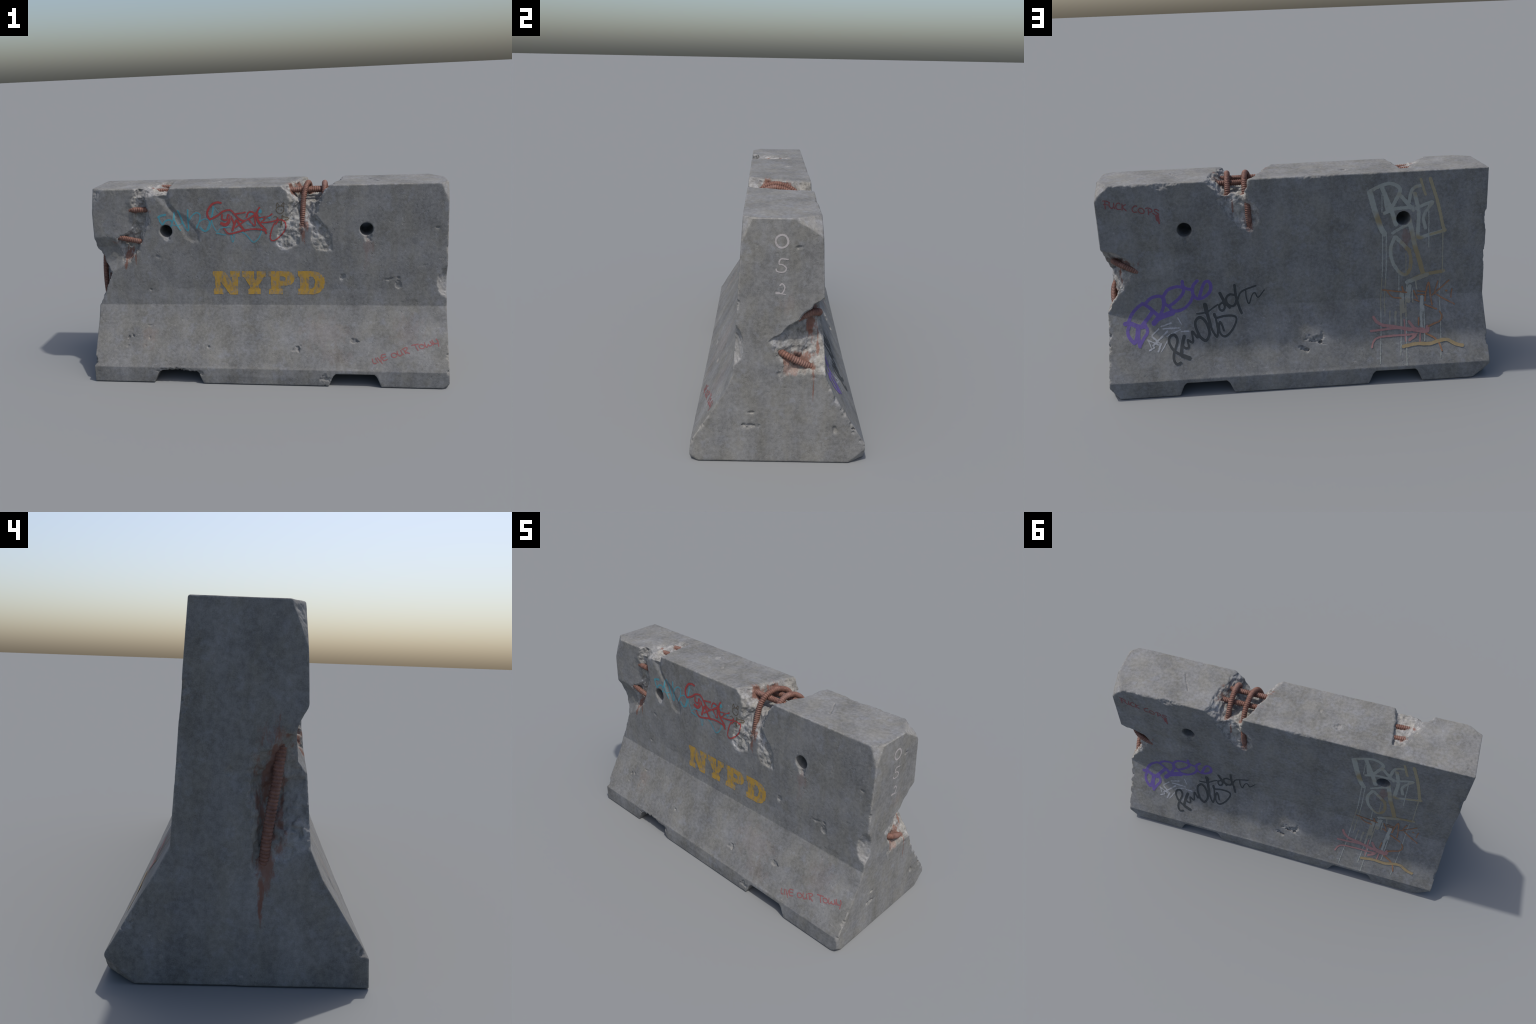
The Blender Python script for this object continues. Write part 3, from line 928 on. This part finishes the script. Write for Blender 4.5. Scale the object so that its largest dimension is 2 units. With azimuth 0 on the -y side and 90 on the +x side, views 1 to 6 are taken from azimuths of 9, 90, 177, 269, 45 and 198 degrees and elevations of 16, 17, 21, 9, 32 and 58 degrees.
RED_WORDS_FRONT = [
    (2.7, (590, 149), (593, 134), (600, 127), (612, 130)),
    (2.7, (607, 153), (621, 132)),
    (2.7, (617, 155), (637, 135), (644, 128)),
    (2.7, (636, 160), (637, 135)),
    (2.7, (660, 173), (639, 167), (644, 152), (652, 142), (670, 148)),
    (2.7, (644, 155), (661, 162)),
    (2.7, (706, 179), (694, 174), (692, 167), (700, 159), (712, 159), (722, 167), (718, 176), (706, 179)),
    (2.7, (723, 188), (726, 176), (738, 166), (750, 175), (743, 191)),
    (2.7, (750, 178), (757, 173)),
    (2.7, (750, 196), (766, 205), (779, 202), (772, 193), (767, 187)),
    (2.7, (759, 194), (770, 177)),
    (2.7, (769, 185), (789, 178)),
    (2.7, (802, 216), (837, 222)),
    (2.7, (819, 217), (835, 193)),
    (2.7, (854, 221), (842, 216), (844, 206), (854, 201), (867, 205), (869, 215), (854, 221)),
    (2.7, (870, 228), (876, 212), (884, 208), (890, 223), (891, 217), (901, 215), (910, 221), (900, 235)),
    (2.7, (910, 241), (918, 219)),
    (2.7, (910, 238), (920, 227), (932, 224), (940, 229), (941, 238), (932, 246)),
    (2.7, (941, 237), (945, 213)),
]
CHALK_DIGITS = [
    (4.1, (22, 989), (19, 976), (10, 967), (-2, 963), (-14, 966), (-23, 975), (-27, 988), (-24, 1002), (-15, 1011), (-3, 1015), (9, 1012), (18, 1002), (22, 989)),
    (3.0, (23, 916), (-5, 917), (-12, 897), (4, 893), (17, 880), (11, 866), (-4, 862), (-19, 866), (-23, 875)),
    (3.0, (-6, 807), (1, 815), (9, 808), (13, 796), (4, 775), (-10, 772), (-21, 775)),
    (5.2, (-19, 775), (-10, 774)),
    (2.6, (2, 772), (16, 769)),
]
RED_WORDS_BACK = [
    (2.7, (950, 1009), (932, 1007), (916, 998)),
    (2.7, (940, 1007), (941, 988), (942, 969)),
    (2.7, (947, 992), (929, 988)),
    (2.7, (920, 997), (921, 982), (913, 970), (904, 972), (899, 981), (898, 995)),
    (2.7, (899, 976), (895, 967)),
    (2.7, (867, 989), (872, 995), (883, 991), (889, 976), (883, 963), (867, 962)),
    (2.7, (857, 989), (860, 958)),
    (2.7, (841, 985), (856, 974), (840, 953)),
    (2.7, (788, 972), (790, 977), (803, 971), (811, 959), (805, 945), (788, 944)),
    (2.7, (771, 963), (781, 955), (778, 944), (767, 936), (754, 938), (753, 950), (761, 960), (771, 963)),
    (2.7, (743, 960), (731, 962), (716, 953), (714, 942), (731, 940)),
    (2.7, (731, 954), (732, 929)),
    (2.7, (680, 945), (691, 953), (701, 950), (699, 941), (685, 931), (683, 923), (699, 924), (710, 934)),
    (9.0, (691, 918), (689, 899)),
    (4.1, (686, 896), (683, 880)),
]
PURPLE_TAG = [
    (10.4, (909, 355), (881, 356), (850, 343), (825, 338), (804, 341)),
    (8.5, (891, 363), (872, 398), (843, 431), (810, 454)),
    (9.3, (810, 454), (784, 435), (756, 405), (733, 384)),
    (8.5, (795, 453), (769, 479), (732, 490), (707, 483), (702, 452), (708, 419), (726, 384)),
    (9.8, (766, 402), (793, 372), (820, 344)),
    (12.9, (758, 352), (734, 373), (700, 385), (658, 396)),
    (8.5, (698, 474), (695, 446), (676, 428), (658, 400)),
    (8.5, (699, 488), (673, 522), (630, 536), (600, 531), (591, 514), (609, 482), (646, 449), (676, 431)),
    (8.5, (595, 564), (594, 539), (575, 522), (552, 517)),
    (8.5, (518, 562), (538, 541), (547, 514), (542, 481), (523, 463), (492, 468), (459, 495), (449, 530), (460, 556), (480, 551), (495, 522), (512, 476)),
    (7.8, (657, 405), (629, 403), (592, 417), (561, 449), (548, 476)),
    (8.8, (889, 343), (896, 321), (890, 295), (863, 267), (852, 286), (846, 319), (845, 339)),
    (9.8, (838, 338), (842, 296), (835, 252)),
    (7.8, (835, 252), (814, 284), (795, 309), (797, 332), (815, 339)),
]
SCRATCHES = [
    (3.9, (775, 293), (735, 324)),
    (3.4, (667, 349), (722, 334)),
    (3.4, (712, 324), (625, 324)),
    (2.3, (633, 370), (614, 338)),
    (3.4, (618, 307), (579, 307)),
    (2.8, (793, 278), (774, 238)),
    (4.1, (770, 290), (725, 253)),
    (4.4, (766, 250), (690, 311)),
    (4.7, (739, 223), (725, 257)),
    (3.1, (791, 276), (738, 253)),
    (2.8, (724, 222), (667, 303)),
    (3.9, (785, 229), (761, 241)),
    (2.8, (693, 289), (622, 316)),
]
BLACK_TAG = [
    (6.6, (626, 167), (644, 161), (659, 177), (661, 202), (649, 237), (639, 268), (650, 291), (671, 292), (684, 270), (673, 241), (650, 217), (618, 200)),
    (9.6, (618, 199), (580, 186)),
    (9.0, (604, 284), (615, 248), (621, 210)),
    (5.4, (613, 246), (599, 232), (581, 236), (586, 267), (559, 256), (561, 305), (537, 278), (528, 280)),
    (7.2, (525, 287), (541, 322), (541, 350), (521, 367), (497, 356), (478, 326), (471, 292), (487, 262), (508, 268), (531, 290)),
    (11.4, (487, 427), (481, 389)),
    (8.4, (481, 389), (470, 352), (464, 325)),
    (5.7, (464, 325), (447, 291), (431, 275), (427, 311), (434, 355), (439, 376)),
    (8.4, (441, 376), (438, 368)),
    (4.5, (532, 384), (508, 385), (471, 393), (421, 423)),
    (5.4, (428, 360), (388, 367), (346, 366), (327, 355), (333, 329), (356, 296), (390, 274), (414, 289), (420, 318), (414, 341), (403, 325), (395, 301)),
    (8.4, (405, 487), (384, 437), (359, 406)),
    (5.7, (393, 436), (412, 419), (411, 398), (396, 392), (384, 407), (390, 431)),
    (6.6, (330, 472), (354, 477), (373, 459), (372, 430), (352, 412), (331, 417), (320, 446)),
    (7.2, (326, 527), (324, 482), (317, 439), (308, 401), (298, 377)),
    (5.1, (314, 446), (300, 480), (275, 498), (216, 517)),
    (3.6, (269, 494), (268, 456), (256, 419), (237, 467), (221, 478), (206, 452), (171, 491)),
]
FADED_TAG = [
    (7.7, (-387, 989), (-452, 1016), (-497, 1021), (-534, 1002), (-540, 974), (-505, 906)),
    (12.6, (-387, 982), (-412, 890), (-443, 797), (-464, 760)),
    (9.8, (-449, 1003), (-470, 953), (-498, 885), (-523, 806)),
    (8.4, (-466, 950), (-477, 887)),
    (7.7, (-464, 870), (-508, 888), (-571, 892), (-612, 893)),
    (8.4, (-542, 960), (-577, 920), (-612, 879)),
    (7.0, (-591, 922), (-597, 967), (-614, 994), (-651, 1006)),
    (8.4, (-618, 963), (-636, 892), (-641, 842), (-639, 778), (-644, 731), (-700, 743), (-780, 763)),
    (7.0, (-616, 883), (-709, 916), (-682, 875), (-666, 834), (-678, 780)),
    (6.3, (-506, 761), (-545, 784), (-586, 803)),
    (10.5, (-589, 838), (-608, 762), (-624, 689), (-642, 633), (-670, 535)),
    (7.7, (-517, 739), (-497, 678), (-504, 615), (-534, 558), (-570, 530), (-598, 554), (-604, 617), (-592, 665)),
    (8.8, (-524, 738), (-560, 700), (-596, 661)),
    (7.7, (-613, 501), (-670, 524), (-781, 539)),
]
YELLOWED_STROKES = [
    (8.6, (-695, 1038), (-714, 985), (-732, 932), (-752, 858), (-764, 807), (-777, 760)),
    (6.5, (-647, 1037), (-673, 956)),
    (7.0, (-705, 744), (-778, 762)),
]
FADED_DRIPS = [
    (2.5, (-449, 965), (-450, 874)),
    (2.8, (-454, 753), (-454, 559)),
    (2.8, (-473, 752), (-474, 558)),
    (2.5, (-692, 896), (-698, 674)),
    (2.8, (-770, 753), (-774, 540)),
    (2.5, (-578, 648), (-580, 533)),
    (2.3, (-455, 563), (-437, 301), (-415, 106)),
    (2.3, (-474, 562), (-461, 323)),
    (2.0, (-763, 509), (-757, 313), (-738, 117)),
    (2.3, (-542, 537), (-543, 440)),
    (5.3, (-554, 432), (-542, 266)),
    (2.7, (-542, 266), (-527, 140)),
    (2.7, (-587, 484), (-555, 91)),
    (8.7, (-667, 400), (-654, 319)),
    (6.0, (-654, 319), (-651, 261)),
    (10.0, (-601, 465), (-593, 386)),
    (8.0, (-563, 420), (-561, 338)),
    (2.7, (-673, 359), (-661, 199)),
    (6.0, (-519, 337), (-513, 282)),
    (2.7, (-489, 342), (-482, 281)),
    (11.4, (-587, 488), (-638, 506), (-692, 524)),
    (3.3, (-615, 446), (-617, 379)),
    (3.0, (-631, 499), (-639, 445)),
]
ORANGE_TAG = [
    (4.0, (-456, 452), (-554, 435), (-585, 430)),
    (3.3, (-482, 440), (-510, 408), (-554, 400)),
    (5.0, (-560, 462), (-568, 435)),
    (3.7, (-622, 438), (-642, 393)),
    (3.3, (-643, 434), (-688, 427)),
    (3.3, (-644, 415), (-689, 411)),
    (3.3, (-625, 391), (-648, 381)),
    (4.0, (-681, 382), (-702, 480), (-718, 362)),
    (3.0, (-752, 485), (-733, 413)),
    (3.7, (-810, 485), (-767, 444), (-723, 406)),
    (3.7, (-740, 413), (-780, 389), (-838, 359)),
    (5.3, (-797, 428), (-800, 427)),
    (3.0, (-829, 436), (-824, 392)),
    (3.7, (-680, 364), (-720, 348), (-740, 341)),
    (4.0, (-686, 263), (-711, 272), (-750, 285), (-765, 307), (-755, 328)),
    (4.3, (-671, 230), (-710, 211), (-734, 187), (-747, 149)),
    (3.7, (-639, 305), (-635, 273)),
]
PINK_TAG = [
    (7.4, (-399, 319), (-413, 299), (-448, 280), (-505, 271), (-589, 255), (-657, 252)),
    (5.0, (-378, 257), (-436, 260), (-525, 263), (-588, 249)),
    (4.7, (-377, 183), (-390, 211), (-419, 226), (-494, 230), (-569, 230), (-621, 233)),
    (6.7, (-586, 290), (-604, 266), (-632, 247)),
    (6.7, (-580, 206), (-613, 225)),
    (3.7, (-639, 232), (-634, 192)),
    (3.7, (-561, 300), (-559, 202)),
    (10.7, (-606, 254), (-673, 243), (-682, 259)),
]
YELLOW_STROKE = [
    (8.0, (-543, 178), (-615, 187), (-683, 184), (-736, 195), (-780, 197), (-822, 176), (-859, 167)),
]
LETTER_N = [
    [(-303, 605), (-238, 605), (-194, 542), (-193, 570), (-202, 570), (-202, 605), (-147, 604), (-148, 571), (-158, 571), (-161, 468), (-207, 468), (-261, 545), (-260, 503), (-247, 503), (-247, 470), (-302, 469), (-302, 502), (-291, 502), (-291, 572), (-302, 572)],
]
LETTER_Y = [
    [(-133, 604), (-64, 604), (-65, 572), (-71, 572), (-59, 548), (-48, 570), (-52, 570), (-50, 604), (2, 604), (1, 571), (-9, 571), (-40, 524), (-41, 503), (-30, 503), (-30, 471), (-104, 470), (-103, 500), (-90, 503), (-94, 521), (-125, 570), (-135, 572)],
]
LETTER_P = [
    [(17, 604), (120, 604), (145, 598), (159, 583), (165, 561), (158, 539), (142, 526), (120, 520), (83, 520), (84, 503), (95, 503), (95, 471), (17, 471), (18, 501), (30, 502), (30, 573), (17, 573)],
    [(80, 573), (101, 573), (111, 567), (113, 558), (110, 549), (79, 549)],
]
LETTER_D = [
    [(183, 604), (262, 604), (302, 595), (327, 571), (334, 539), (326, 507), (303, 480), (271, 470), (183, 470), (182, 503), (193, 503), (193, 570), (183, 573)],
    [(246, 571), (264, 570), (276, 557), (278, 536), (272, 512), (260, 502), (245, 502)],
]


# ------------------------------------------------------------------ assembly
def main():
    root = bpy.data.objects.new("concrete_barrier", None)
    bpy.context.scene.collection.objects.link(root)
    root["label"] = "chipped grey concrete road barrier with rusty rebar and graffiti"
    root["category"] = "road barrier"

    body = build_body(root)
    rust = rust_material()
    for k, pts in enumerate(BARS):
        rebar(root, rust, pts, phase=0.37 * k)

    wall = BVHTree.FromPolygons([v.co for v in body.data.vertices], [tuple(p.vertices) for p in body.data.polygons])

    yellow = paint_material("worn_yellow_paint", (0.375, 0.222, 0.028), 0.92, 0.45, 42)
    for outline, *hole in (LETTER_N, LETTER_Y, LETTER_P, LETTER_D):
        q = np.array(outline) / 1000.0
        span = ((q[:, 0].min() - 0.006, q[:, 0].max() + 0.006), (q[:, 1].min() - 0.006, q[:, 1].max() + 0.006))
        laid_skin("painted_letter", letter_distance(outline, hole[0] if hole else None, 0.0012), span, 0.002, wall, 0.0009, yellow, root)

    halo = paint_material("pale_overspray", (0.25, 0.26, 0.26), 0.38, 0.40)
    jobs = [
        # name, strokes, face, lift, colour, opacity, wear, ragged, step, second colour
        ("cyan_graffiti", CYAN_TAG, "front", 0.0008, (0.050, 0.240, 0.290), 0.9, 0.34, 0.0006, 0.0020, None),
        ("red_graffiti", RED_TAG, "front", 0.0014, (0.300, 0.036, 0.034), 0.92, 0.36, 0.0005, 0.0020, None),
        ("brown_doodle", DOODLE, "front", 0.0010, (0.090, 0.065, 0.035), 0.85, 0.35, 0.0003, 0.0012, None),
        ("red_words", RED_WORDS_FRONT, "front", 0.0008, (0.240, 0.060, 0.062), 0.72, 0.32, 0.0005, 0.0016, None),
        ("red_words", RED_WORDS_BACK, "back", 0.0008, (0.200, 0.030, 0.032), 0.72, 0.32, 0.0005, 0.0018, None),
        ("chalk_digits", CHALK_DIGITS, "end", 0.0008, (0.420, 0.390, 0.390), 0.62, 0.34, 0.0006, 0.0016, None),
        ("purple_graffiti", PURPLE_TAG, "back", 0.0012, (0.110, 0.066, 0.280), 0.82, 0.28, 0.0006, 0.0022, None),
        ("scratch_marks", SCRATCHES, "back", 0.0009, (0.400, 0.405, 0.430), 0.66, 0.42, 0.0012, 0.0020, None),
        ("black_graffiti", BLACK_TAG, "back", 0.0016, (0.034, 0.038, 0.040), 0.90, 0.28, 0.0004, 0.0020, None),
        ("faded_graffiti", grown(FADED_TAG, 1.6), "back", 0.0008, (0.285, 0.300, 0.270), 0.85, 0.37, 0.0012, 0.0024, (0.24, 0.19, 0.10)),
        ("yellowed_graffiti", YELLOWED_STROKES, "back", 0.0011, (0.285, 0.245, 0.150), 0.82, 0.37, 0.0012, 0.0024, None),
        ("paint_drips", grown(FADED_DRIPS, 0.5), "back", 0.0013, (0.300, 0.312, 0.285), 0.78, 0.38, 0.0014, 0.0020, (0.25, 0.23, 0.17)),
        ("orange_graffiti", ORANGE_TAG, "back", 0.0021, (0.270, 0.125, 0.055), 0.8, 0.36, 0.0008, 0.0020, None),
        ("pink_graffiti", PINK_TAG, "back", 0.0017, (0.350, 0.165, 0.155), 0.74, 0.35, 0.0008, 0.0022, None),
        ("yellow_graffiti", YELLOW_STROKE, "back", 0.0025, (0.310, 0.220, 0.095), 0.74, 0.34, 0.0012, 0.0022, None),
    ]
    for k, (name, strokes, face, lift, colour, opacity, wear, ragged, step, second) in enumerate(jobs):
        mat = paint_material(name + "_paint", colour, opacity, wear, second=second)
        laid_skin(name, strokes_distance(strokes, ragged, k), strokes_span(strokes), step, wall, lift, mat, root, face)
    for strokes, face in ((CYAN_TAG, "front"), (PURPLE_TAG, "back"), (BLACK_TAG, "back")):
        wide = grown(strokes, 2.6)
        laid_skin("overspray", strokes_distance(wide, 0.001, 90), strokes_span(wide), 0.0026, wall,
                  0.0004 if face == "front" else (0.0005 if strokes is PURPLE_TAG else 0.0006), halo, root, face)


main()
